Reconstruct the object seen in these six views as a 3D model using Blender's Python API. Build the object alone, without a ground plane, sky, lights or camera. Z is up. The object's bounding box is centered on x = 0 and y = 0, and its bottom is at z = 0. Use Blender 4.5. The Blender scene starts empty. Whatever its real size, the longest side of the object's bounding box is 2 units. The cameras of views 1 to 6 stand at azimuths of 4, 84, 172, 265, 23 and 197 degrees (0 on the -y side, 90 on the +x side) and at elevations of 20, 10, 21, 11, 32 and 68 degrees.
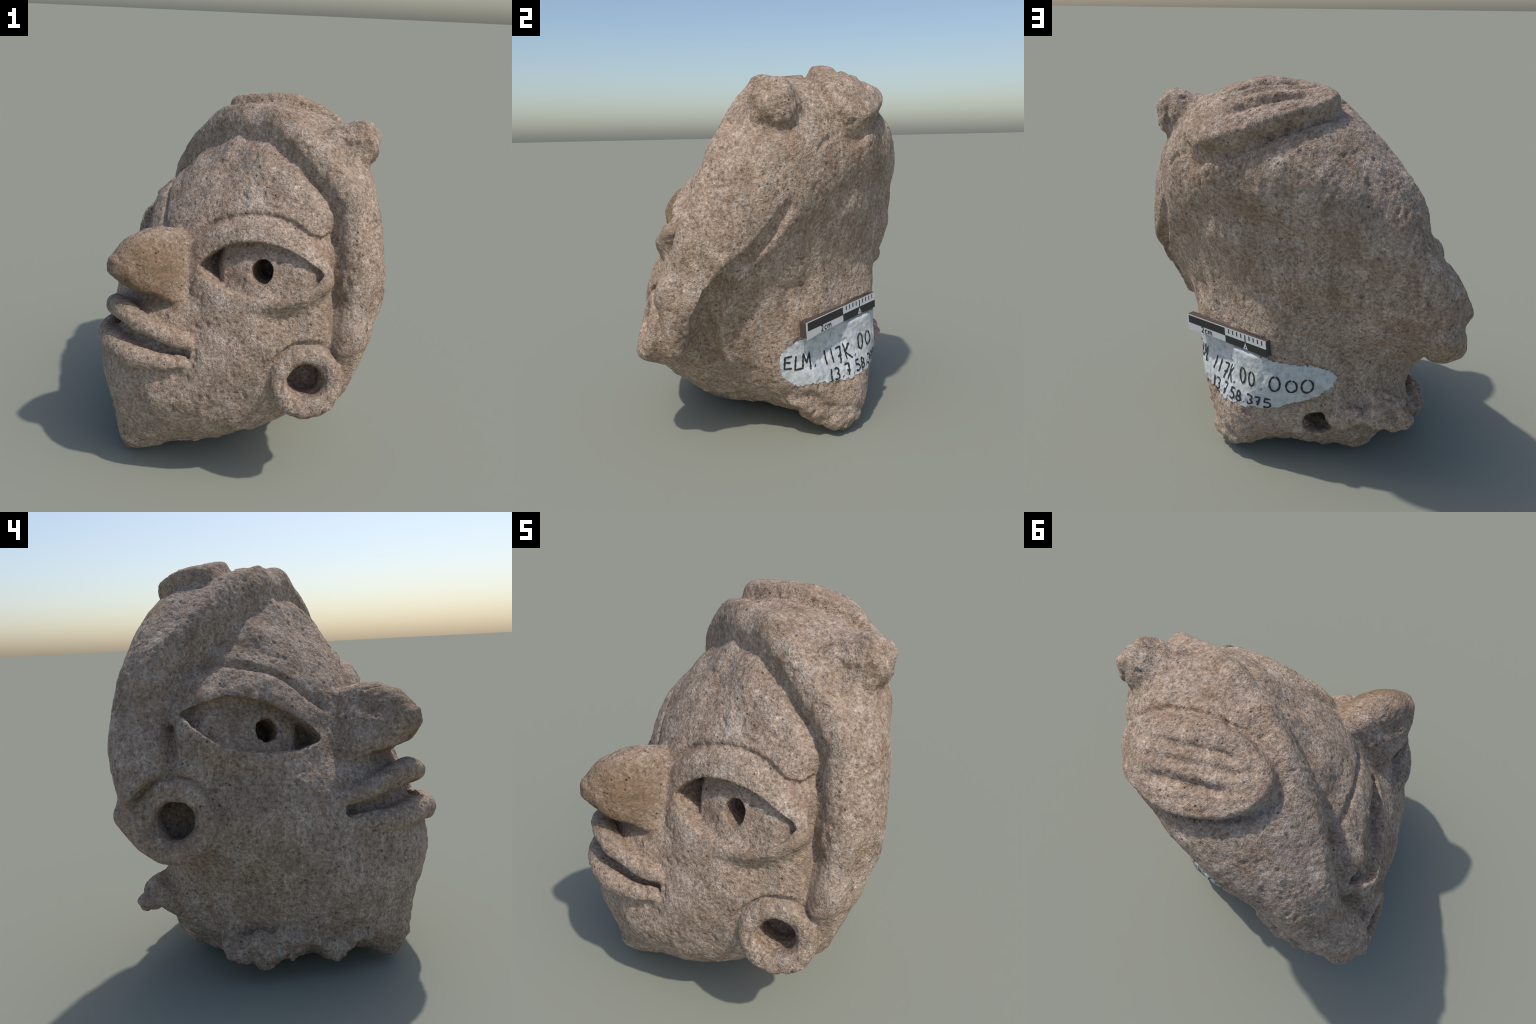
"""Broken-off carved stone head: a wedge-shaped face with hollow pupils, beak-like nose, pushed-out lips,
ring ear ornaments and a close headdress with a knob and a ribbed topknot, an inventory label painted on the
back of the neck and a photographic scale bar stuck on above it.

The head is described in its own frame: l = towards its left ear, f = towards the nose, z = up.
Its shape is a solid of radial sections (SECTIONS) joined and cut with rounded primitives in a signed distance
field, meshed once, roughened, and split into named parts."""
import bpy, math
import numpy as np
from mathutils import Vector
from mathutils.bvhtree import BVHTree

RNG = np.random.default_rng(11)
VOXEL = 0.0072
CENTRE = np.array([0.0, 0.05, 1.0])          # centre of the radial sections
R2 = math.sqrt(2.0)

LEAN = math.radians(25.0)                     # the axis of the sections leans back towards the topknot

# Radii of the plain head (no nose, lips, rings) on cones of the given elevation, every 12 degrees of azimuth,
# starting at the nose and turning towards the left ear.
SECTIONS = {
    -90: [1.104, 1.104, 1.104, 1.104, 1.104, 1.104, 1.104, 1.104, 1.104, 1.104, 1.104, 1.104, 1.104, 1.104, 1.104, 1.104, 1.104, 1.104, 1.104, 1.104, 1.104, 1.104, 1.104, 1.104, 1.104, 1.104, 1.104, 1.104, 1.104, 1.104],
    -78: [1.183, 1.153, 1.116, 1.083, 1.056, 1.037, 1.024, 1.016, 1.011, 1.009, 1.009, 1.010, 1.013, 1.018, 1.027, 1.041, 1.056, 1.070, 1.081, 1.087, 1.088, 1.086, 1.081, 1.078, 1.080, 1.089, 1.107, 1.132, 1.161, 1.183],
    -66: [1.050, 1.030, 1.018, 1.011, 1.003, 0.995, 0.982, 0.964, 0.949, 0.940, 0.937, 0.933, 0.928, 0.934, 0.959, 0.995, 1.033, 1.064, 1.084, 1.087, 1.077, 1.057, 1.035, 1.021, 1.015, 1.019, 1.026, 1.031, 1.031, 1.044],
    -54: [0.949, 0.944, 0.940, 0.933, 0.927, 0.925, 0.929, 0.929, 0.919, 0.902, 0.877, 0.871, 0.882, 0.904, 0.939, 0.987, 1.030, 1.065, 1.088, 1.097, 1.060, 1.002, 0.952, 0.925, 0.918, 0.921, 0.927, 0.935, 0.938, 0.941],
    -42: [0.834, 0.824, 0.802, 0.777, 0.818, 0.832, 0.856, 0.888, 0.898, 0.876, 0.836, 0.827, 0.859, 0.915, 0.981, 1.051, 1.014, 1.008, 1.021, 1.045, 0.996, 0.913, 0.863, 0.850, 0.852, 0.836, 0.814, 0.783, 0.803, 0.823],
    -30: [0.695, 0.689, 0.681, 0.660, 0.722, 0.772, 0.819, 0.867, 0.890, 0.859, 0.799, 0.771, 0.816, 0.889, 0.971, 1.042, 0.934, 0.890, 0.864, 0.872, 0.876, 0.854, 0.851, 0.841, 0.820, 0.776, 0.718, 0.665, 0.680, 0.689],
    -18: [0.583, 0.573, 0.547, 0.587, 0.646, 0.702, 0.767, 0.849, 0.913, 0.870, 0.751, 0.700, 0.721, 0.709, 0.684, 0.752, 0.794, 0.758, 0.721, 0.721, 0.742, 0.839, 0.908, 0.869, 0.766, 0.703, 0.646, 0.587, 0.551, 0.573],
    -6: [0.516, 0.514, 0.520, 0.558, 0.604, 0.634, 0.672, 0.815, 0.929, 0.898, 0.706, 0.643, 0.676, 0.633, 0.621, 0.637, 0.667, 0.653, 0.632, 0.638, 0.702, 0.858, 1.006, 0.913, 0.694, 0.641, 0.604, 0.558, 0.520, 0.514],
    6: [0.495, 0.502, 0.522, 0.555, 0.598, 0.648, 0.731, 0.778, 0.885, 0.898, 0.723, 0.622, 0.576, 0.566, 0.533, 0.548, 0.583, 0.602, 0.595, 0.613, 0.687, 0.867, 0.982, 0.858, 0.764, 0.649, 0.597, 0.554, 0.521, 0.502],
    18: [0.506, 0.518, 0.537, 0.571, 0.622, 0.678, 0.748, 0.812, 0.917, 0.893, 0.756, 0.638, 0.565, 0.534, 0.514, 0.518, 0.540, 0.566, 0.594, 0.633, 0.690, 0.854, 0.963, 0.799, 0.754, 0.680, 0.623, 0.571, 0.537, 0.517],
    30: [0.535, 0.545, 0.565, 0.600, 0.638, 0.689, 0.767, 0.846, 0.929, 0.893, 0.787, 0.679, 0.601, 0.557, 0.535, 0.531, 0.544, 0.572, 0.618, 0.690, 0.738, 0.839, 0.935, 0.880, 0.769, 0.690, 0.643, 0.598, 0.564, 0.544],
    42: [0.586, 0.596, 0.615, 0.643, 0.676, 0.739, 0.827, 0.924, 0.951, 0.916, 0.840, 0.754, 0.685, 0.637, 0.605, 0.592, 0.600, 0.620, 0.651, 0.708, 0.797, 0.879, 0.933, 0.926, 0.842, 0.749, 0.684, 0.645, 0.615, 0.598],
    54: [0.682, 0.648, 0.704, 0.770, 0.802, 0.866, 0.915, 0.967, 0.982, 0.963, 0.920, 0.862, 0.806, 0.762, 0.727, 0.707, 0.706, 0.723, 0.758, 0.811, 0.887, 0.931, 0.946, 0.937, 0.915, 0.862, 0.804, 0.766, 0.714, 0.681],
    66: [0.908, 0.890, 0.913, 0.948, 0.957, 0.978, 0.997, 1.022, 1.022, 1.005, 0.980, 0.948, 0.919, 0.902, 0.906, 0.887, 0.866, 0.876, 0.900, 0.927, 0.951, 0.963, 0.968, 0.971, 0.971, 0.958, 0.942, 0.928, 0.908, 0.896],
    78: [0.982, 0.983, 0.985, 0.985, 0.988, 0.995, 1.004, 1.011, 1.013, 1.012, 1.009, 1.005, 1.002, 1.000, 0.998, 0.993, 0.987, 0.985, 0.985, 0.988, 0.992, 0.993, 0.993, 0.991, 0.988, 0.984, 0.981, 0.977, 0.977, 0.978],
    90: [1.018, 1.018, 1.018, 1.018, 1.018, 1.018, 1.018, 1.018, 1.018, 1.018, 1.018, 1.018, 1.018, 1.018, 1.018, 1.018, 1.018, 1.018, 1.018, 1.018, 1.018, 1.018, 1.018, 1.018, 1.018, 1.018, 1.018, 1.018, 1.018, 1.018],
}

# ----------------------------------------------------------------------------- small field toolbox
def V(*a):
    return np.array(a, float)

def unit(v):
    v = np.asarray(v, float)
    return v / np.linalg.norm(v)

def smin(a, b, k):
    h = np.clip(0.5 + 0.5 * (b - a) / k, 0, 1)
    return b + (a - b) * h - k * h * (1 - h)

def smax(a, b, k):
    return -smin(-a, -b, k)

def step(x, a, b):
    t = np.clip((x - a) / (b - a), 0, 1)
    return t * t * (3 - 2 * t)

def tube(p, pts, rad):
    """rounded tube through pts, rad one number or one per point"""
    pts = np.asarray(pts, float)
    rad = np.broadcast_to(np.asarray(rad, float), (len(pts),))
    pad = rad.max() + .16                    # far from the tube its exact distance does not matter
    near = np.all((p > pts.min(0) - pad) & (p < pts.max(0) + pad), axis=1)
    whole = np.full(len(p), .3)
    if not near.any():
        return whole
    p = p[near]
    best = np.full(len(p), 9.0)
    for a, b, ra, rb in zip(pts[:-1], pts[1:], rad[:-1], rad[1:]):
        ab = b - a
        h = np.clip(((p - a) @ ab) / (ab @ ab), 0, 1)
        best = np.minimum(best, np.linalg.norm(p - a - h[:, None] * ab, axis=1) - (ra + (rb - ra) * h))
    whole[near] = best
    return whole

def spline(pts, n=6):
    """Catmull-Rom through control points"""
    P = np.asarray(pts, float)
    P = np.vstack([2 * P[0] - P[1], P, 2 * P[-1] - P[-2]])
    out = []
    for i in range(1, len(P) - 2):
        for t in np.arange(n) / n:
            out.append(0.5 * (2 * P[i] + (P[i + 1] - P[i - 1]) * t + (2 * P[i - 1] - 5 * P[i] + 4 * P[i + 1] - P[i + 2]) * t ** 2
                              + (3 * P[i] - P[i - 1] - 3 * P[i + 1] + P[i + 2]) * t ** 3))
    out.append(P[-2])
    return np.array(out)

def ellipsoid(p, c, r, axes=None):
    q = p - c
    if axes is not None:
        q = q @ np.asarray(axes).T
    r = np.asarray(r, float)
    k = np.linalg.norm(q / r, axis=1)
    return (k - 1) * r.min()

def disc(p, c, n, rad, half, rnd):
    """flat round cylinder with rounded rim; c is its middle, n its axis"""
    q = p - c
    h = q @ n
    w = np.linalg.norm(q - h[:, None] * n, axis=1)
    d = np.stack([w - rad + rnd, np.abs(h) - half + rnd], 1)
    return np.linalg.norm(np.maximum(d, 0), axis=1) + np.minimum(d.max(1), 0) - rnd

def polygon2d(x, y, pts):
    """signed distance to a closed polygon"""
    pts = np.asarray(pts, float)
    d = np.full(len(x), 9.0)
    inside = np.zeros(len(x), bool)
    for (ax, ay), (bx, by) in zip(pts, np.roll(pts, -1, 0)):
        ex, ey = bx - ax, by - ay
        h = np.clip(((x - ax) * ex + (y - ay) * ey) / (ex * ex + ey * ey), 0, 1)
        d = np.minimum(d, np.hypot(x - ax - h * ex, y - ay - h * ey))
        if ey != 0:
            hit = ((ay > y) != (by > y)) & (x < ax + (y - ay) / ey * ex)
            inside ^= hit
    return np.where(inside, -d, d)

def hash3(i, j, k, s):
    h = (i * 374761393 + j * 668265263 + k * 2147483647 + s * 974634777) & 0xFFFFFFFF
    h = ((h ^ (h >> 13)) * 1274126177) & 0xFFFFFFFF
    h = (h ^ (h >> 16)) & 0xFFFF
    return h / 32767.5 - 1

def noise(p, scale, seed=0):
    q = p * scale
    b = np.floor(q).astype(np.int64)
    t = q - b
    t = t * t * t * (t * (t * 6 - 15) + 10)
    out = 0
    for dx in (0, 1):
        for dy in (0, 1):
            for dz in (0, 1):
                w = np.where(dx, t[:, 0], 1 - t[:, 0]) * np.where(dy, t[:, 1], 1 - t[:, 1]) * np.where(dz, t[:, 2], 1 - t[:, 2])
                out = out + w * hash3(b[:, 0] + dx, b[:, 1] + dy, b[:, 2] + dz, seed)
    return out

# ----------------------------------------------------------------------------- the head as a field
ROWS = np.array([SECTIONS[e] for e in sorted(SECTIONS)])
NE, NA = ROWS.shape

def catmull(t):
    return np.stack([-.5 * t + t * t - .5 * t ** 3, 1 - 2.5 * t * t + 1.5 * t ** 3, .5 * t + 2 * t * t - 1.5 * t ** 3, -.5 * t * t + .5 * t ** 3], -1)

def radius(d):
    c, s = math.cos(LEAN), math.sin(LEAN)
    d = np.stack([d[:, 0], d[:, 1] * c + d[:, 2] * s, d[:, 2] * c - d[:, 1] * s], 1)
    az = np.arctan2(d[:, 0], d[:, 1]) / (2 * np.pi) * NA
    el = (np.arcsin(np.clip(d[:, 2], -1, 1)) / np.pi + .5) * (NE - 1)
    ia = np.floor(az).astype(int)
    ie = np.clip(np.floor(el).astype(int), 0, NE - 2)
    wa, we = catmull(az - ia), catmull(el - ie)
    out = 0
    for i in range(4):
        row = ie + i - 1
        over = (row < 0) | (row > NE - 1)
        rr = np.where(row < 0, -row, np.where(row > NE - 1, 2 * (NE - 1) - row, row))
        for j in range(4):
            out = out + we[:, i] * wa[:, j] * ROWS[rr, (ia + j - 1 + np.where(over, NA // 2, 0)) % NA]
    return out

# Front edge of the headdress: forward position by angle round the face (0 = crown, + = left side, degrees)
EDGE_ANGLE = [-100, -92, -84, -79, -72, -62, -51, -43, -29, -14, 0, 6, 22, 34, 44, 53, 64, 75, 85, 92, 102]
EDGE_FRONT = [.15, .11, .08, .05, .006, -.007, .008, .04, .07, .076, .068, .048, .005, -.035, -.065, -.078, -.04, .0, .006, .05, .12]

def edge_front(p):
    a = np.degrees(np.arctan2(p[:, 0], p[:, 2] - 1.0))
    return np.interp(a, EDGE_ANGLE, EDGE_FRONT), a

# eyes: inner corner, outer corner, surface tilt, pupil along the eye, arcs
def eye_frame(inner, outer, up):
    inner, outer = V(*inner), V(*outer)
    u = unit(outer - inner)
    n = unit(np.cross(u, V(*up))) 
    if n[1] < 0:
        n = -n
    v = unit(np.cross(n, u))
    if v[2] < 0:
        v = -v
    return (inner + outer) / 2, u, v, n, np.linalg.norm(outer - inner) / 2

EYES = {
    'left': dict(frame=eye_frame((.225, .485, 1.178), (.752, .092, 1.215), (-.14, -.18, 1)), up=.150, low=.135, shift=-.05, pupil=(0.01, -.005), dip=.012, pits=(.10, .04), lid=.06),
    'right': dict(frame=eye_frame((-.230, .500, 1.110), (-.722, .085, 1.265), (.14, -.18, 1)), up=.125, low=.125, shift=.02, pupil=(-.075, .0), dip=.012, pits=(.08, .06), lid=.078),
}

def eye_fields(p, e):
    c, u, v, n, half = e['frame']
    q = p - c
    a, b, h = q @ u / half, q @ v, q @ n
    x = np.clip(a, -1, 1)
    skew = x - e['shift'] * 4 * (1 - x * x) * .5
    top = e['up'] * np.clip(1 - np.abs(skew) ** 2.0, 0, 1) ** .8
    bottom = -e['low'] * np.clip(1 - np.abs(x - .1 * (1 - x * x)) ** 2.2, 0, 1) ** .85
    almond = np.maximum(np.maximum(b - top, bottom - b), (np.abs(a) - 1) * half)
    ball = e['dip'] - .055 * x * x + .06 * x - .27 * b - e['pits'][0] * step(-x, .60, .86) - e['pits'][1] * step(x, .68, .97)
    edge = np.where(np.abs(h) < .25, np.hypot(almond - .012, h - ball - .004) - .024, 1.0)
    socket = smax(almond, ball - h, .010)
    ball = np.maximum(np.maximum(almond + .004, h - ball), -h - .2)
    pu, pv = e['pupil']
    w = np.hypot(q @ u - pu, (q @ v - pv) * .95) - .058
    pupil = np.maximum(w, -(h + .30))
    return almond, socket, pupil, h, ball, edge

MIDLINE = .020                                # nose and mouth sit a little to the left of the skull's middle
NOSE_PROFILE = [(.30, 1.27), (.46, 1.315), (.56, 1.35), (.66, 1.36), (.78, 1.325), (.88, 1.235), (.888, 1.165), (.80, 1.075), (.70, 1.035), (.58, .95), (.30, .95)]
UPPER_LIP = [(.335, .625, .835), (.28, .69, .858), (.19, .752, .892), (.09, .80, .932), (0, .815, .945), (-.09, .80, .934), (-.19, .752, .898), (-.27, .69, .866), (-.32, .625, .845)]
LOWER_LIP = [(.34, .67, .735), (.25, .765, .735), (.13, .838, .742), (0, .858, .762), (-.13, .838, .748), (-.24, .765, .745), (-.31, .67, .75)]
NOSE_SLIT = [(.325, .68, .895), (.24, .755, .938), (.12, .825, .995), (0, .845, 1.018), (-.12, .825, .997), (-.24, .755, .945), (-.335, .67, .905)]
MOUTH_SLIT = [(.345, .68, .766), (.25, .765, .800), (.13, .825, .842), (0, .84, .860), (-.13, .825, .845), (-.22, .765, .81), (-.29, .69, .785)]
LID = {'left': [(.20, .45, 1.245), (.30, .385, 1.345), (.44, .30, 1.385), (.58, .185, 1.36), (.70, .075, 1.29)],
       'right': [(-.17, .43, 1.20), (-.30, .37, 1.315), (-.44, .275, 1.37), (-.58, .16, 1.36), (-.69, .065, 1.305)]}
LOWER_LID = {'left': [(.28, .50, 1.085), (.42, .42, 1.045), (.57, .325, 1.04), (.69, .24, 1.095), (.765, .145, 1.175)],
             'right': [(-.28, .50, 1.06), (-.42, .42, 1.04), (-.57, .325, 1.06), (-.675, .245, 1.115), (-.74, .15, 1.20)]}
CREASE = {'left': [(.12, .45, 1.30), (.15, .42, 1.34), (.233, .345, 1.409), (.379, .27, 1.453), (.509, .17, 1.443), (.60, .09, 1.40), (.67, .03, 1.35)],
          'right': [(-.13, .47, 1.245), (-.217, .408, 1.325), (-.311, .329, 1.408), (-.412, .238, 1.458), (-.498, .154, 1.47), (-.586, .07, 1.444)]}
RINGS = {'left': dict(c=V(.838, .255, .706), n=unit((.75, .58, .30)), r=.192, half=.10, hole=.086, moat=.045),
         'right': dict(c=V(-.895, .180, .828), n=unit((-.76, .58, .22)), r=.192, half=.10, hole=.085, moat=.05)}
KNOB = (V(.38, -.25, 1.70), V(.495, -.355, 1.785), .128)
TOP_A, TOP_B, TOP_W = V(.215, -.60, 1.72), V(-.335, -.13, 1.885), .203
HOLE = (V(-.39, -.31, .262), unit((.45, .85, .10)), .082)

FLAP_FOLD = [(.536, -.469, 1.312, .008), (.588, -.43, 1.21, .018), (.69, -.35, 1.076, .03), (.78, -.29, .99, .04), (.79, -.22, .90, .055), (.79, -.15, .78, .065), (.75, -.10, .64, .06), (.66, -.05, .50, .04)]
CROWN_CREASE = [(.186, -.612, 1.70), (.254, -.575, 1.66), (.349, -.548, 1.61), (.394, -.541, 1.565)]
PITS = [((-.715, -.235, .835), .045), ((-.70, -.20, .74), .05), ((-.095, -.535, .31), .022), ((.32, -.42, .235), .07)]
EAR_HOLLOW = [(-.70, -.25, .66, .045), (-.82, -.09, .585, .06), (-.86, .05, .54, .06), (-.79, .20, .50, .04)]
# long shallow dip across the back of the skull, below the bulge of the headdress: points and depth
BACK_DIP = [([(.69, -.18, .70), (.67, -.26, .855), (.60, -.36, 1.0), (.45, -.43, 1.08), (.28, -.53, 1.25), (.10, -.59, 1.40), (-.12, -.57, 1.40), (-.36, -.48, 1.28)], .032),
            ([(-.53, -.43, 1.28), (-.63, -.35, 1.16), (-.76, -.28, 1.08)], .018), ([(.41, -.41, .72), (.34, -.41, .80)], .035)]
# ragged rim left where the neck broke off, as runs of lumps: points and thickness
BROKEN_RIM = [[(-.81, -.14, .365, .022), (-.72, -.13, .40, .06), (-.60, -.10, .43, .09)],
              [(-.74, -.17, .37, .05), (-.66, -.215, .36, .06), (-.50, -.27, .33, .06)],
              [(-.72, -.10, .38, .055), (-.66, -.04, .345, .075), (-.56, .09, .28, .075), (-.56, .20, .22, .08), (-.63, .29, .165, .075), (-.55, .38, .165, .085), (-.40, .50, .17, .08), (-.2, .66, .16, .07), (-.03, .735, .115, .06)],
              [(-.05, -.42, .20, .06), (.06, -.455, .09, .07), (.14, -.44, .12, .065), (.26, -.34, .24, .055)]]

def top_frame():
    c = (TOP_A + TOP_B) / 2
    u = unit(TOP_B - TOP_A)
    n = unit(np.cross(u, V(.6, .7, .45)))
    if n[2] < 0:
        n = -n
    v = np.cross(n, u)
    if v[1] < 0:
        v = -v
    return c, u, v, n, np.linalg.norm(TOP_B - TOP_A) / 2

def fields(p):
    """all primitive fields at points p (n,3) in the head frame"""
    F = {}
    q = p - CENTRE
    r = np.linalg.norm(q, axis=1) + 1e-9
    base = (r - radius(q / r[:, None])) * .88
    ef, ang = edge_front(p)
    along = p[:, 1] - ef
    fade = step(p[:, 2], .74, .98)
    sink = .072 * np.exp(-(np.abs(along) / .08) ** 1.5) * fade
    rim = .034 * np.exp(-((along + .055) / .055) ** 2) * fade
    F['along'], F['angle'] = along, ang
    d = smin(base + sink, smax(base - rim, along * .9, .022), .006)
    F['base'] = base
    # topknot: ribbed oval pad following the skull
    c, u, v, n, half = top_frame()
    t = p - c
    a, b = t @ u, t @ v
    k = np.hypot(a / half, (b - .012) / TOP_W)
    oval = (k - 1) * TOP_W
    pad = .054 - .014 * (b / TOP_W)
    grooves = sum(np.exp(-((b - o - .06 * a) / w) ** 2) * g * step(.78 - k, 0, .2) * step(a, -.5 * half, -.1 * half)
                  for o, w, g in ((.085, .02, .022), (.02, .02, .014), (-.065, .022, .03)))
    top = smax(base - pad + grooves, oval, .018)
    top = np.where(t @ n > -.3, top, 1.0)
    F['topknot'] = top
    d = smin(d + .016 * np.exp(-((oval - .008) / .014) ** 2) * (np.abs(t @ n) < .25), top, .008)
    # knob on the left of the crown
    ka, kb, kr = KNOB
    knob = smin(tube(p, [ka, kb], [kr * 1.05, kr]), ellipsoid(p, ka, (.18, .18, .165)), .04)
    knob = knob + .009 * noise(p, 13.0, 31) + .006 * noise(p, 30.0, 32)
    F['knob'] = knob
    d = smin(d, knob, .04)
    # eyes
    for s, e in EYES.items():
        out = e['frame'][3]
        lid = tube(p, spline(LID[s], 5) - out * e['lid'], [.05] * 21)
        d = smin(d, lid, .05)
        push = np.interp(np.arange(21), [0, 8, 13, 20], [-.04, -.025, -.015, -.03])
        d = smin(d, tube(p, spline(LOWER_LID[s], 5) + out * push[:, None], [.045] * 21), .08)
        line = spline(CREASE[s], 4) * V(1, 0, 1)
        fold = tube(p * V(1, 0, 1), line, 0.0)
        d = d + np.where(p[:, 1] > -.1, .020 * np.exp(-(fold / .018) ** 2), 0)
        almond, socket, pupil, h, ball, edge = eye_fields(p, e)
        d = smin(d, edge, .05)
        near = (np.abs(h) < .4) 
        socket = np.where(near, socket, 1.0)
        pupil = np.where(near, pupil, 1.0)
        F['eye_' + s] = np.maximum(almond, np.abs(h) - .3)
        d = np.minimum(smax(d, -socket, .008), ball)
        d = smax(d, -pupil, .008)
    # nose
    pm = p - V(MIDLINE, 0, 0)
    al = np.abs(pm[:, 0])
    w = np.interp(p[:, 1], [.45, .55, .65, .75, .83, .88], [.145, .185, .202, .187, .14, .08]) - .36 * (p[:, 2] - 1.08) - .4 * np.maximum(p[:, 2] - 1.2, 0)
    side = (al - smax(w, .075 + 0 * w, .05)) / 1.18
    nose = smax(polygon2d(p[:, 1], p[:, 2], NOSE_PROFILE), side, .07)
    F['nose'] = nose
    d = smin(d, nose, .03)
    # mouth
    for back in (0, -.034):
        d = smax(d, -tube(pm, spline(NOSE_SLIT, 4) + V(0, back, back * .4), [.016] + [.030] * 23 + [.016]), .012)
    for back in (0, -.025):
        d = smax(d, -tube(pm, spline(MOUTH_SLIT, 4) + V(0, back, 0), [.018] + [.054] * 23 + [.018]), .012)
    up = tube(pm, spline(UPPER_LIP, 4), np.interp(np.arange(33), [0, 6, 16, 26, 32], [.032, .046, .058, .046, .032]))
    low = tube(pm, spline(LOWER_LIP, 4), np.interp(np.arange(25), [0, 5, 12, 19, 24], [.03, .052, .060, .052, .03]))
    F['upper_lip'], F['lower_lip'] = up, low
    d = smin(d, up, .018)
    d = smin(d, low, .018)
    # ear rings
    for s, g in RINGS.items():
        ring = disc(p, g['c'] - g['n'] * g['half'], g['n'], g['r'], g['half'], .05)
        F['ring_' + s] = ring
        moat = disc(p, g['c'] - g['n'] * (g['moat'] - .15), g['n'], g['r'] + .009, .15, .02)
        d = smax(d, -moat, .03)
        d = smin(d, ring, .012)
        qq = p - g['c']
        h = qq @ g['n']
        hole = np.linalg.norm(qq - h[:, None] * g['n'], axis=1) - g['hole'] - .018 * step(h, -.05, .02)
        d = smax(d, -np.maximum(hole, -h - .22), .02)
    d = smin(d, tube(p, [V(-.93, -.05, .84), V(-.895, .02, .735)], [.08, .07]), .04)      # lobe of the right flap
    d = smin(d, tube(p, [V(.855, -.01, .76), V(.838, .03, .61)], [.06, .06]), .05)           # and of the left one
    # hollow behind the left ear flap, notch under the right one, suspension hole in the neck
    hc, hn, hr = HOLE
    qq = p - hc
    h = qq @ hn
    d = smax(d, -np.maximum(np.linalg.norm(qq - h[:, None] * hn, axis=1) - hr, h - .30), .015)
    for line, depth in BACK_DIP:
        d = d + depth * np.exp(-(tube(p, line, 0.0) / .085) ** 2)
    # overhanging back edge of the left flap, crease under the topknot, pits
    fold = np.array(FLAP_FOLD)
    d = smax(d, -tube(p, fold[:, :3], fold[:, 3] + .02), .02)
    d = smax(d, -tube(p, CROWN_CREASE, .008), .02)
    for c, rad in PITS:
        d = smax(d, -(np.linalg.norm(p - V(*c), axis=1) - rad), .03)
    # jagged remains of the neck: points of the break, and the hollow under the right ear flap
    hollow = np.array(EAR_HOLLOW)
    d = smax(d, -tube(p, hollow[:, :3], hollow[:, 3]), .05)
    for run in BROKEN_RIM:
        run = np.array(run)
        wob = .022 * noise(p, 13.0, 8) + .012 * noise(p, 27.0, 9)
        d = smin(d, tube(p, run[:, :3], run[:, 3]) + wob, .05)
    d = smax(d, -ellipsoid(p, V(-.93, -.10, .60), (.15, .13, .07)), .04)
    d = smax(d, -ellipsoid(p, V(.36, .60, -.01), (.29, .28, .15)), .05)
    # flat seat behind the scale bar
    a, c = V(.403, -.461, .708), V(-.200, -.513, .756)
    u = unit(c - a)
    n = unit(np.cross(u, V(0, 0, 1)))
    n = n if n[1] < 0 else -n
    v = np.cross(n, u)
    v = v if v[2] > 0 else -v
    t = p - (a + c) / 2
    seat = np.maximum(np.maximum(np.abs(t @ u) - .31, np.abs(t @ v + .045) - .05), -(t @ n) - .018)
    d = smax(d, -seat, .02)
    # broken underside
    low_f = .035 * noise(p, 5.0, 3) + .02 * noise(p, 11.0, 4)
    under = .035 - p[:, 2] + low_f * 1.0
    F['neck'] = p[:, 2] - .36 
    d = smax(d, under, .03)
    rough = 1 - step(p[:, 2], .12, .42)
    d = d + rough * (.018 * noise(p, 9.0, 5) + .010 * noise(p, 21.0, 6))
    F['all'] = d
    return F

def field(p):
    out = np.empty(len(p))
    for i in range(0, len(p), 400000):
        out[i:i + 400000] = fields(p[i:i + 400000])['all']
    return out

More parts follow.
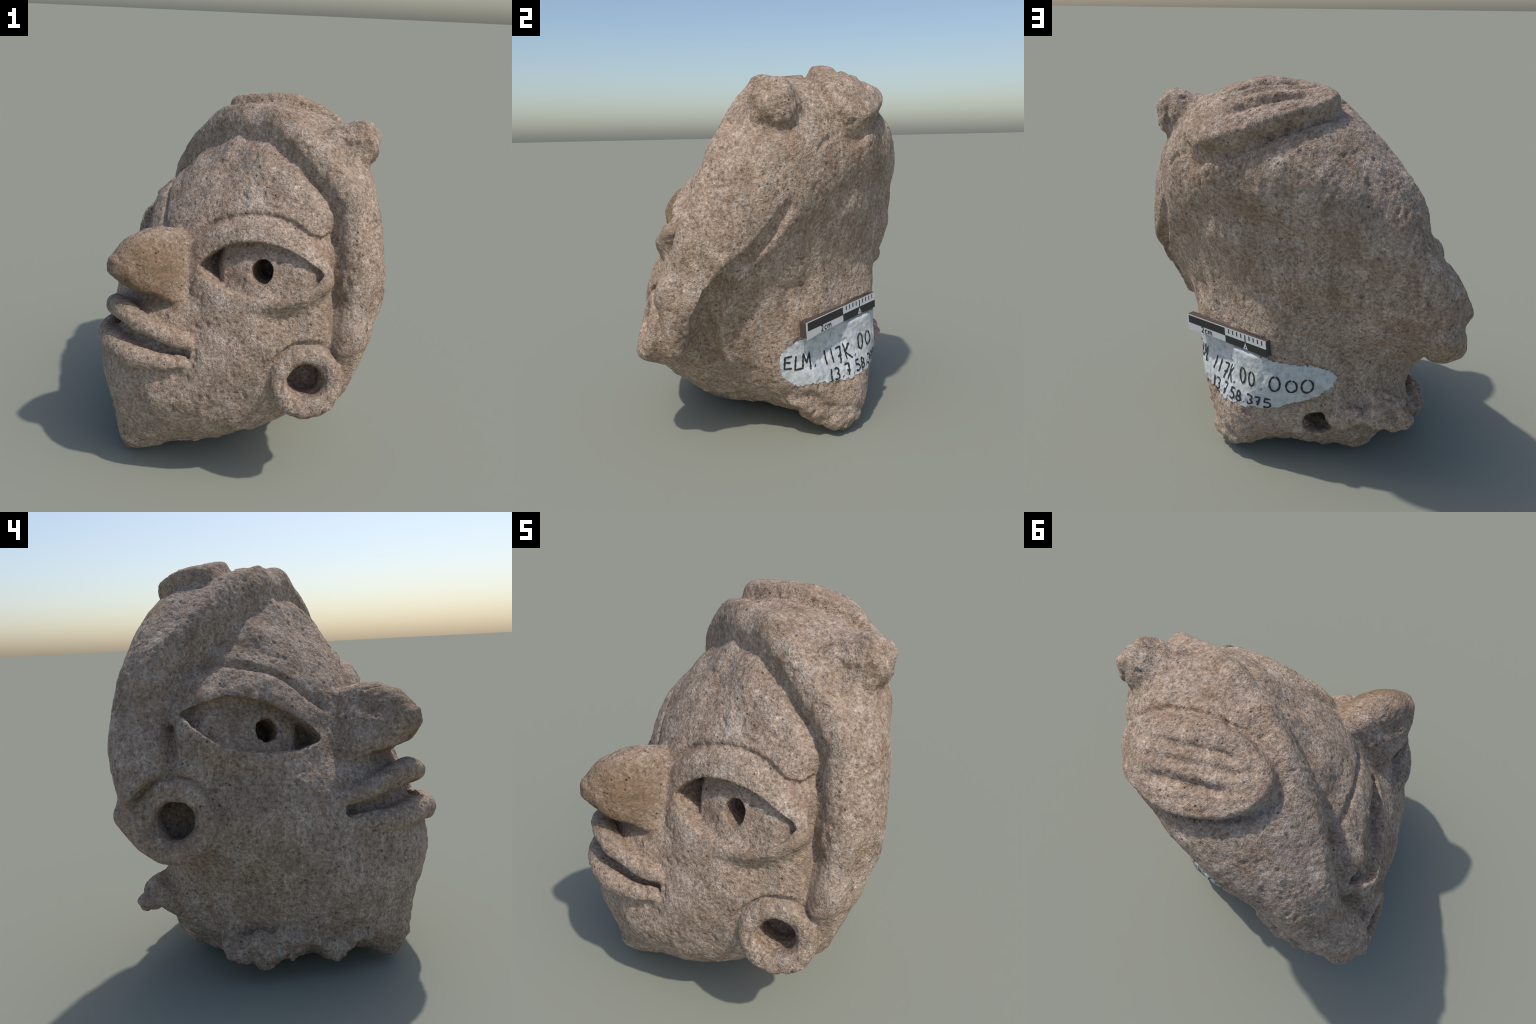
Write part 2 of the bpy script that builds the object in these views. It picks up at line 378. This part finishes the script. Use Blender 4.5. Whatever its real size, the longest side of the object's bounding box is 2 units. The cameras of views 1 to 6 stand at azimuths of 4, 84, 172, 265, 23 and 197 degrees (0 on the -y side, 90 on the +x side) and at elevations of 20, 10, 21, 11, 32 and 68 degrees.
# ----------------------------------------------------------------------------- meshing (surface nets)
def surface_net():
    lo, hi = np.array([-1.10, -.80, -.03]), np.array([1.10, 1.05, 2.10])
    coarse = VOXEL * 4
    nc = np.ceil((hi - lo) / coarse).astype(int) + 1
    g = np.stack(np.meshgrid(*[np.arange(n) for n in nc], indexing='ij'), -1).reshape(-1, 3)
    dc = field(lo + g * coarse).reshape(nc)
    n = (nc - 1) * 4 + 1
    fine = np.repeat(np.repeat(np.repeat(dc, 4, 0), 4, 1), 4, 2)[:n[0], :n[1], :n[2]].astype(np.float32)
    idx = np.argwhere(np.abs(fine) < coarse * 2.4)
    fine[tuple(idx.T)] = field(lo + idx * VOXEL)
    s = fine < 0
    c = np.zeros(tuple(n - 1), np.int8)
    corners = [(i, j, k) for i in (0, 1) for j in (0, 1) for k in (0, 1)]
    sl = lambda o: tuple(slice(o[a], n[a] - 1 + o[a]) for a in range(3))
    for o in corners:
        c += s[sl(o)]
    cells = np.argwhere((c > 0) & (c < 8))
    vid = np.full(tuple(n - 1), -1, np.int64)
    vid[tuple(cells.T)] = np.arange(len(cells))
    acc = np.zeros((len(cells), 3))
    cnt = np.zeros(len(cells))
    for a in corners:
        for ax in range(3):
            if a[ax]:
                continue
            b = list(a)
            b[ax] = 1
            va = fine[tuple((cells + a).T)]
            vb = fine[tuple((cells + b).T)]
            m = (va < 0) != (vb < 0)
            t = np.where(m, va / np.where(m, va - vb, 1), 0)
            pt = np.array(a) + t[:, None] * (np.array(b) - np.array(a))
            acc += pt * m[:, None]
            cnt += m
    verts = lo + (cells + acc / cnt[:, None]) * VOXEL
    quads = []
    for ax in range(3):
        o = [0, 0, 0]
        o[ax] = 1
        A = s[tuple(slice(0, n[k] - o[k]) for k in range(3))]
        B = s[tuple(slice(o[k], n[k]) for k in range(3))]
        e = np.argwhere(A != B)
        b1, b2 = (ax + 1) % 3, (ax + 2) % 3
        e = e[(e[:, b1] > 0) & (e[:, b2] > 0) & (e[:, b1] < n[b1] - 1) & (e[:, b2] < n[b2] - 1)]
        inside = s[tuple(e.T)]
        d1 = np.zeros(3, int)
        d1[b1] = 1
        d2 = np.zeros(3, int)
        d2[b2] = 1
        q = np.stack([vid[tuple((e - d1 - d2).T)], vid[tuple((e - d2).T)], vid[tuple(e.T)], vid[tuple((e - d1).T)]], 1)
        q = np.where(inside[:, None], q, q[:, ::-1])
        quads.append(q)
    return verts, np.vstack(quads)

def largest_piece(verts, quads):
    """drop crumbs that float free of the head"""
    lab = np.arange(len(verts))
    while True:
        m = lab[quads].min(1)
        new = lab.copy()
        for k in range(4):
            np.minimum.at(new, quads[:, k], m)
        new = new[new]
        if (new == lab).all():
            break
        lab = new
    big = np.bincount(lab).argmax()
    keep = lab == big
    remap = np.cumsum(keep) - 1
    return verts[keep], remap[quads[keep[quads[:, 0]]]]

def vertex_normals(verts, quads):
    a = verts[quads[:, 2]] - verts[quads[:, 0]]
    b = verts[quads[:, 3]] - verts[quads[:, 1]]
    fn = np.cross(a, b)
    vn = np.zeros_like(verts)
    for k in range(4):
        np.add.at(vn, quads[:, k], fn)
    return vn / (np.linalg.norm(vn, axis=1)[:, None] + 1e-12)

def to_world(p):
    p = np.asarray(p, float)
    return np.stack([(p[:, 0] - p[:, 1]) / R2, (-p[:, 0] - p[:, 1]) / R2, p[:, 2]], 1)

verts, quads = largest_piece(*surface_net())
vn = vertex_normals(verts, quads)
# weathered skin: pits and grains
relief = .0075 * noise(verts, 5.5, 20) + .0045 * noise(verts, 12, 21) + .0022 * noise(verts, 34, 22) + .0018 * noise(verts, 75, 23)
pits = np.clip(noise(verts, 34, 24) - .62, 0, 1) * .024 + np.clip(noise(verts, 17, 25) - .70, 0, 1) * .035
verts = verts + vn * (relief - pits)[:, None]
verts[:, 2] -= verts[:, 2].min()
vn = vertex_normals(verts, quads)

# ----------------------------------------------------------------------------- materials
def nodes_of(name):
    m = bpy.data.materials.new(name)
    m.use_nodes = True
    nt = m.node_tree
    return m, nt, nt.nodes['Principled BSDF']

class Graph:
    def __init__(s, nt):
        s.nt = nt
    def add(s, kind, **kw):
        n = s.nt.nodes.new(kind)
        for k, val in kw.items():
            if k.startswith('_'):
                setattr(n, k[1:], val)
            else:
                key = k.replace('_', ' ')
                n.inputs[int(k[1:]) if k[0] == 'i' and k[1:].isdigit() else key].default_value = val
        return n
    def link(s, a, b):
        s.nt.links.new(a, b)
    def noise(s, vec, scale, detail=3, rough=.6, dist=0):
        n = s.add('ShaderNodeTexNoise', Scale=scale, Detail=detail, Roughness=rough, Distortion=dist)
        s.link(vec, n.inputs['Vector'])
        return n.outputs['Fac']
    def ramp(s, fac, stops):
        r = s.add('ShaderNodeValToRGB')
        els = r.color_ramp.elements
        while len(els) < len(stops):
            els.new(.5)
        for e, (pos, col) in zip(els, stops):
            e.position = pos
            e.color = (*col, 1) if len(col) == 3 else col
        s.link(fac, r.inputs['Fac'])
        return r.outputs['Color']
    def band(s, fac, a, b):
        m = s.add('ShaderNodeMapRange', _clamp=True)
        m.inputs['From Min'].default_value = a
        m.inputs['From Max'].default_value = b
        s.link(fac, m.inputs['Value'])
        return m.outputs['Result']
    def mix(s, fac, a, b, mode='MIX'):
        m = s.add('ShaderNodeMix', _data_type='RGBA', _blend_type=mode)
        for sock, val in ((m.inputs[0], fac), (m.inputs[6], a), (m.inputs[7], b)):
            if hasattr(val, 'is_output'):
                s.link(val, sock)
            elif isinstance(val, (int, float)):
                sock.default_value = val
            else:
                sock.default_value = (*val, 1)
        return m.outputs[2]
    def math(s, op, a, b):
        m = s.add('ShaderNodeMath', _operation=op)
        for sock, val in zip(m.inputs, (a, b)):
            if hasattr(val, 'is_output'):
                s.link(val, sock)
            else:
                sock.default_value = val
        return m.outputs[0]
    def blob(s, vec, centre, rad, soft):
        """1 inside a ball round centre (world), fading over soft"""
        d = s.add('ShaderNodeVectorMath', _operation='DISTANCE')
        s.link(vec, d.inputs[0])
        d.inputs[1].default_value = centre
        return s.band(d.outputs['Value'], rad + soft, rad - soft)

def stone_material():
    m, nt, bsdf = nodes_of('weathered_stone')
    g = Graph(nt)
    obj = g.add('ShaderNodeTexCoord').outputs['Object']
    big = g.noise(obj, 2.2, 3, .55)
    mid = g.noise(obj, 9, 4, .65)
    fleck = g.noise(obj, 55, 3, .7)
    fine = g.noise(obj, 120, 3, .7)
    body = g.ramp(big, [(.34, (.375, .275, .202)), (.46, (.455, .350, .268)), (.56, (.490, .385, .308)), (.68, (.545, .430, .352))])
    tint = g.ramp(mid, [(.34, (.300, .212, .148)), (.46, (.440, .335, .256)), (.56, (.490, .385, .306)), (.66, (.620, .520, .432))])
    col = g.mix(.5, body, tint)
    grain = g.ramp(fleck, [(.30, (.34, .31, .29)), (.42, (.78, .755, .73)), (.53, (1.02, 1.0, .98)), (.62, (1.25, 1.24, 1.22)), (.72, (1.6, 1.61, 1.62))])
    col = g.mix(.85, col, grain, 'MULTIPLY')
    fine_c = g.ramp(fine, [(.32, (.50, .47, .45)), (.5, (1, 1, 1)), (.68, (1.38, 1.38, 1.38))])
    col = g.mix(.65, col, fine_c, 'MULTIPLY')
    # long scrapes and drips running down the back
    stretch = g.add('ShaderNodeMapping', Scale=(26.0, 26.0, 5.0))
    g.link(obj, stretch.inputs['Vector'])
    streak = g.noise(stretch.outputs['Vector'], 1.0, 4, .65)
    col = g.mix(.35, col, g.ramp(streak, [(.34, (.52, .49, .46)), (.5, (1, 1, 1)), (.66, (1.35, 1.34, 1.32))]), 'MULTIPLY')
    # brown earth left in broad patches
    earth = g.band(g.noise(obj, 4.3, 5, .62, .6), .50, .64)
    col = g.mix(g.math('MULTIPLY', earth, .55), col, g.mix(.8, (.30, .208, .142), grain, 'MULTIPLY'))
    # pale bluish mineral specks
    pale = g.math('MULTIPLY', g.band(g.noise(obj, 34, 3, .6), .58, .70), g.band(g.noise(obj, 3.1, 2, .5), .42, .62))
    col = g.mix(g.math('MULTIPLY', pale, .6), col, (.50, .52, .52))
    # rusty pink stains
    rust = g.math('MULTIPLY', g.band(g.noise(obj, 14, 3, .6), .55, .7), g.band(g.noise(obj, 1.7, 2, .5), .45, .6))
    col = g.mix(g.math('MULTIPLY', rust, .45), col, (.42, .24, .16))
    # brown handled nose and brow, olive cheek
    nose = g.math('MULTIPLY', g.math('MULTIPLY', g.blob(obj, (-.43, -.60, 1.16), .19, .07), g.band(mid, .22, .46)), .9)
    col = g.mix(nose, col, g.mix(.6, (.25, .168, .100), grain, 'MULTIPLY'))
    cheek = g.math('MULTIPLY', g.math('MULTIPLY', g.blob(obj, (.46, -.70, 1.02), .13, .14), g.band(mid, .35, .6)), .6)
    col = g.mix(cheek, col, g.mix(.6, (.33, .25, .165), grain, 'MULTIPLY'))
    # dark pores
    vor = g.add('ShaderNodeTexVoronoi', Scale=26.0, Randomness=1.0)
    g.link(obj, vor.inputs['Vector'])
    pore = g.math('MULTIPLY', g.band(vor.outputs['Distance'], .17, .08), g.band(g.noise(obj, 7, 2, .5), .5, .6))
    col = g.mix(g.math('MULTIPLY', pore, .7), col, (.05, .04, .035))
    g.link(col, bsdf.inputs['Base Color'])
    bsdf.inputs['Roughness'].default_value = .92
    bsdf.inputs['Specular IOR Level'].default_value = .2
    h = g.math('ADD', g.math('MULTIPLY', fleck, .7), g.math('MULTIPLY', fine, .5))
    h = g.math('SUBTRACT', h, g.math('MULTIPLY', pore, .5))
    b = g.add('ShaderNodeBump', Strength=.85, Distance=.022)
    g.link(h, b.inputs['Height'])
    g.link(b.outputs['Normal'], bsdf.inputs['Normal'])
    return m

def paint_material():
    m, nt, bsdf = nodes_of('chalky_white_paint')
    g = Graph(nt)
    obj = g.add('ShaderNodeTexCoord').outputs['Object']
    n = g.noise(obj, 28, 4, .7)
    col = g.ramp(n, [(.30, (.30, .31, .31)), (.45, (.50, .53, .54)), (.6, (.60, .62, .62))])
    stain = g.math('MULTIPLY', g.band(g.noise(obj, 9, 3, .6), .52, .66), .5)
    col = g.mix(stain, col, (.52, .50, .40))
    g.link(col, bsdf.inputs['Base Color'])
    bsdf.inputs['Roughness'].default_value = .7
    b = g.add('ShaderNodeBump', Strength=.4, Distance=.01)
    g.link(g.noise(obj, 40, 3, .6), b.inputs['Height'])
    g.link(b.outputs['Normal'], bsdf.inputs['Normal'])
    return m

def plain_material(name, col, rough=.6):
    m, nt, bsdf = nodes_of(name)
    g = Graph(nt)
    obj = g.add('ShaderNodeTexCoord').outputs['Object']
    n = g.noise(obj, 30, 3, .6)
    c = g.mix(n, tuple(x * .8 for x in col), tuple(min(x * 1.2, .9) for x in col))
    g.link(c, bsdf.inputs['Base Color'])
    bsdf.inputs['Roughness'].default_value = rough
    return m

STONE = stone_material()
PAINT = paint_material()
INK = plain_material('black_ink', (.018, .018, .02))
CARD_WHITE = plain_material('white_card', (.60, .60, .60))
CARD_BLACK = plain_material('black_print', (.022, .021, .02))
CARD_EDGE = plain_material('brown_card_edge', (.08, .06, .05))

# ----------------------------------------------------------------------------- objects
def make_object(name, v, faces, mat, parent=None, smooth=True):
    me = bpy.data.meshes.new(name)
    me.from_pydata([tuple(x) for x in v], [], [tuple(int(i) for i in q) for q in faces])
    me.update()
    if smooth:
        me.polygons.foreach_set('use_smooth', [True] * len(me.polygons))
    ob = bpy.data.objects.new(name, me)
    bpy.context.scene.collection.objects.link(ob)
    me.materials.append(mat)
    if parent:
        ob.parent = parent
    return ob

root = bpy.data.objects.new('stone_head', None)
bpy.context.scene.collection.objects.link(root)
root['label'] = 'broken weathered carved stone head with headdress and ring earrings'
root['category'] = 'stone sculpture'

world = to_world(verts)
quads = quads[:, ::-1]                      # the head frame is left-handed
wn = to_world(vn)
mid = verts[quads].mean(1)
F = {}
for i in range(0, len(mid), 300000):
    for k, val in fields(mid[i:i + 300000]).items():
        F.setdefault(k, []).append(val)
F = {k: np.concatenate(v) for k, v in F.items()}
part = np.full(len(quads), 'headdress', dtype=object)
part[(F['along'] > 0) | (mid[:, 2] < .95) & (mid[:, 1] > .08)] = 'face'
part[(F['along'] <= 0) & (mid[:, 2] < .95) & (mid[:, 1] < .08)] = 'back_of_head'
part[(mid[:, 1] < -.1) & (mid[:, 2] < 1.55) & (F['topknot'] > .05) & (np.abs(mid[:, 0]) < .72)] = 'back_of_head'
part[F['neck'] < 0] = 'neck'
part[F['nose'] < .012] = 'nose'
part[F['upper_lip'] < .012] = 'upper_lip'
part[F['lower_lip'] < .012] = 'lower_lip'
part[F['knob'] < .015] = 'headdress_knob'
part[F['topknot'] < .012] = 'topknot'
for s in ('left', 'right'):
    part[F['eye_' + s] < .006] = 'eye#' + s
    part[F['ring_' + s] < .015] = 'ear_ornament#' + s

for key in sorted(set(part)):
    sel = quads[part == key]
    used, inv = np.unique(sel, return_inverse=True)
    ob = make_object(key.split('#')[0], world[used], inv.reshape(sel.shape), STONE, root)
    ob.data.normals_split_custom_set_from_vertices([tuple(x) for x in wn[used]])

# ----------------------------------------------------------------------------- label on the neck
bvh = BVHTree.FromPolygons([tuple(x) for x in world], [tuple(int(i) for i in q) for q in quads])

def on_surface(angle, z, lift):
    """point on the stone at an angle (degrees, from +x towards +y) round the upright axis and a height"""
    a = math.radians(angle)
    ray = Vector((-math.cos(a), -math.sin(a), 0))
    hit, n, _, _ = bvh.ray_cast(Vector((1.4 * math.cos(a), 1.4 * math.sin(a), z)), ray)
    return hit - ray * lift

# paint patch: ragged outline in (angle, height)
PATCH = [(-9.8, .48), (-8.8, .53), (-4, .575), (5.7, .60), (16, .63), (38, .66), (58, .66), (69, .645), (80, .635), (92, .625), (100, .60),
         (104.5, .555), (101, .50), (97.5, .465), (90, .43), (82, .405), (73, .372), (62, .355), (46, .340), (29, .328), (12, .345), (1.5, .340), (-5, .375), (-8.3, .41)]
NA_P, NZ_P = 190, 62
ga = np.linspace(-12, 107, NA_P)
gz = np.linspace(.31, .68, NZ_P)
A, Z = np.meshgrid(ga, gz, indexing='ij')
flat = np.stack([A.ravel() / 60, Z.ravel() * 1.0, np.zeros(A.size)], 1)
jitter = .0065 * noise(flat, 24, 41) + .005 * noise(flat * V(60 / 40, 1, 1), 70, 42)
inside = polygon2d(A.ravel() / 115, Z.ravel(), [(a / 115, z) for a, z in PATCH]) + jitter < 0
inside = inside.reshape(A.shape)
index = -np.ones(A.shape, int)
pv, pf = [], []
def patch_vertex(i, j):
    if index[i, j] < 0:
        index[i, j] = len(pv)
        pv.append(on_surface(ga[i], gz[j], .0035))
    return index[i, j]
for i in range(NA_P - 1):
    for j in range(NZ_P - 1):
        if inside[i:i + 2, j:j + 2].sum() >= 3:
            pf.append([patch_vertex(i, j), patch_vertex(i + 1, j), patch_vertex(i + 1, j + 1), patch_vertex(i, j + 1)])
make_object('painted_label', pv, pf, PAINT, root)

# handwriting as pen strokes in a unit cell
def arc(cx, cy, rx, ry, a0, a1, n=10):
    return [(cx + rx * math.cos(math.radians(a0 + (a1 - a0) * k / n)), cy + ry * math.sin(math.radians(a0 + (a1 - a0) * k / n))) for k in range(n + 1)]

GLYPHS = {
    'E': [[(.95, 1), (.1, .93), (0, 0), (.9, .03)], [(.05, .5), (.75, .52)]],
    'L': [[(.15, 1), (0, .02), (.9, .1)]],
    'M': [[(0, 0), (.12, 1), (.5, .35), (.9, 1.02), (1, -.1)]],
    '1': [[(.45, 1), (.55, 0)]],
    '7': [[(.05, .92), (.9, 1), (.45, .0)], [(.25, .42), (.85, .5)]],
    'K': [[(.1, 1), (.1, 0)], [(.85, 1), (.15, .45), (.95, 0)]],
    '0': [arc(.5, .5, .46, .5, 95, 440, 14)],
    '3': [arc(.4, .74, .45, .27, 140, -80, 8) + arc(.4, .25, .5, .26, 80, -140, 8)],
    '5': [[(.9, 1), (.2, .98), (.15, .55)] + arc(.4, .3, .5, .3, 100, -140, 8)],
    '8': [arc(.5, .75, .33, .25, 270, -90, 10), arc(.5, .25, .45, .26, 90, 450, 10)],
    '.': [[(.42, .06), (.58, .02)]],
    '2': [arc(.45, .72, .42, .28, 160, -30, 7) + [(.05, .0), (.95, .03)]],
    'c': [arc(.5, .33, .42, .34, 50, 310, 8)],
    'm': [[(0, .66), (.02, 0)], [(.02, .45), (.25, .66), (.48, .5), (.5, 0)], [(.5, .45), (.75, .66), (.98, .5), (1, 0)]],
}

def dense(line, gap):
    out = [line[0]]
    for a, b in zip(line[:-1], line[1:]):
        k = max(1, int(math.hypot(b[0] - a[0], b[1] - a[1]) / gap))
        out += [(a[0] + (b[0] - a[0]) * t / k, a[1] + (b[1] - a[1]) * t / k) for t in range(1, k + 1)]
    return out

def ribbon(line, width, place):
    """flat pen stroke: a strip of the given width round a 2D line, put into space by place(x, y)"""
    v, f = [], []
    for k, (x, y) in enumerate(line):
        x0, y0 = line[max(k - 1, 0)]
        x1, y1 = line[min(k + 1, len(line) - 1)]
        d = math.hypot(x1 - x0, y1 - y0) or 1
        nx, ny = -(y1 - y0) / d, (x1 - x0) / d
        w = width * (.5 + .12 * math.sin(k * 2.1 + len(line)))
        v += [place(x + nx * w, y + ny * w), place(x - nx * w, y - ny * w)]
        if k:
            f.append([2 * k - 2, 2 * k - 1, 2 * k + 1, 2 * k])
    return v, f

# sign, angle of its middle, height of its middle, width and height (m)
LINE_ONE = [('E', -4.2, .476, .044, .068), ('L', 1.8, .470, .042, .075), ('M', 6.6, .476, .046, .080), ('.', 12, .472, .03, .06), ('1', 20.3, .470, .02, .072),
            ('1', 25.8, .470, .02, .070), ('7', 32, .462, .042, .085), ('K', 38.8, .474, .045, .080), ('.', 43.6, .478, .02, .07), ('0', 50, .508, .042, .088),
            ('0', 57, .512, .044, .078), ('.', 63.5, .506, .02, .07), ('0', 71, .516, .058, .080), ('0', 80, .508, .060, .068), ('0', 88.5, .510, .066, .076)]
LINE_TWO = [('1', 23.2, .372, .02, .066), ('3', 27.6, .372, .036, .060), ('.', 31.8, .378, .02, .06), ('7', 36, .380, .036, .060), ('.', 40, .384, .02, .06),
            ('5', 43.8, .388, .036, .058), ('8', 48.6, .390, .034, .055), ('.', 52.6, .394, .02, .05), ('3', 56.4, .396, .038, .052), ('7', 61.2, .396, .036, .050), ('5', 66.8, .394, .042, .056)]
for sign, ang, zc, w, h in LINE_ONE + LINE_TWO:
    rad = (on_surface(ang, zc, 0).xy).length
    # local slope of the surface: metres of arc per degree
    p0, p1 = on_surface(ang - 2, zc, 0), on_surface(ang + 2, zc, 0)
    per = (p1 - p0).length / 4
    place = lambda x, y: on_surface(ang + x / per, zc + y, .0065)
    vs, fs = [], []
    for stroke in GLYPHS[sign]:
        line = dense([((x - .5) * w, (y - .5) * h) for x, y in stroke], .008)
        v, f = ribbon(line, .0095 if sign != '.' else .014, place)
        fs += [[i + len(vs) for i in q] for q in f]
        vs += v
    make_object('handwritten_sign', vs, fs, INK, root)

# ----------------------------------------------------------------------------- scale bar stuck on above the label
TL, TR, DROP, THICK = V(.611, .041, .708), V(.221, .504, .756), .090, .045
ex = unit(TR - TL)
out = unit(np.cross(ex, V(0, 0, 1)))
out = out if out @ V(1, 1, 0) > 0 else -out
ey = np.cross(out, ex)
ey = ey if ey[2] > 0 else -ey
LENGTH = float(np.linalg.norm(TR - TL))
origin = TL - ey * DROP
bar = bpy.data.objects.new('scale_bar', None)
bar.location = origin
bar['label'] = 'small black and white photographic scale bar with millimetre ticks'
bar['category'] = 'scale bar'
bpy.context.scene.collection.objects.link(bar)

def bar_point(x, y, h):
    return ex * x + ey * y + out * h

def slab(name, outline, h0, h1, mat):
    """prism over a 2D outline on the bar's face, from height h0 to h1"""
    n = len(outline)
    v = [bar_point(x, y, h0) for x, y in outline] + [bar_point(x, y, h1) for x, y in outline]
    f = [list(range(n))[::-1], list(range(n, 2 * n))] + [[i, (i + 1) % n, n + (i + 1) % n, n + i] for i in range(n)]
    if np.cross(ex, ey) @ out < 0:
        f = [q[::-1] for q in f]
    return make_object(name, v, f, mat, bar, smooth=False)

def rect(x0, y0, x1, y1):
    return [(x0, y0), (x1, y0), (x1, y1), (x0, y1)]

half, split = DROP / 2, LENGTH * .505
backing = slab('backing', rect(0, .004, LENGTH, DROP), -THICK, -.0005, CARD_EDGE)
bev = backing.modifiers.new('soft_edges', 'BEVEL')
bev.width, bev.segments = .004, 2
slab('black_field', rect(.012, half - .004, split, DROP - .006), -.001, .0012, CARD_BLACK)
slab('white_field', rect(.003, DROP - .0055, split, DROP - .001), -.001, .0008, CARD_WHITE)
slab('white_field', rect(split, half, LENGTH - .003, DROP - .002), -.001, .0012, CARD_WHITE)
slab('white_field', [(.002, -.004), (.10, .004), (split, .006), (split, half - .004), (.002, half - .004)], -.001, .0012, CARD_WHITE)
slab('white_field', rect(.001, half - .004, .012, DROP - .002), -.001, .0009, CARD_WHITE)
slab('black_field', rect(split, .003, LENGTH - .002, half), -.001, .0012, CARD_BLACK)
for k in range(1, 10):
    x = split + (LENGTH - .012 - split) * k / 9.6
    low = half + (.002 if k == 5 else .016)
    slab('tick_mark', rect(x - .0035, low, x + .0035, DROP - .006), .001, .002, CARD_BLACK)
tx = split + (LENGTH - split) * .50
slab('triangle_mark', [(tx - .016, .006), (tx + .016, .006), (tx, half - .006)], .001, .002, CARD_WHITE)
slab('triangle_dot', [(tx + .0045 * math.cos(t), .016 + .0045 * math.sin(t)) for t in np.arange(8) * math.pi / 4], .0018, .0026, CARD_BLACK)
for sign, x, w, h in (('2', .125, .018, .030), ('c', .155, .022, .032), ('m', .184, .028, .032)):
    for stroke in GLYPHS[sign]:
        line = dense([(x + (a - .5) * w, .010 + b * h) for a, b in stroke], .004)
        v, f = ribbon(line, .006, lambda a, b: bar_point(a, b, .0022))
        make_object('printed_sign', v, f, CARD_BLACK, bar, smooth=False)
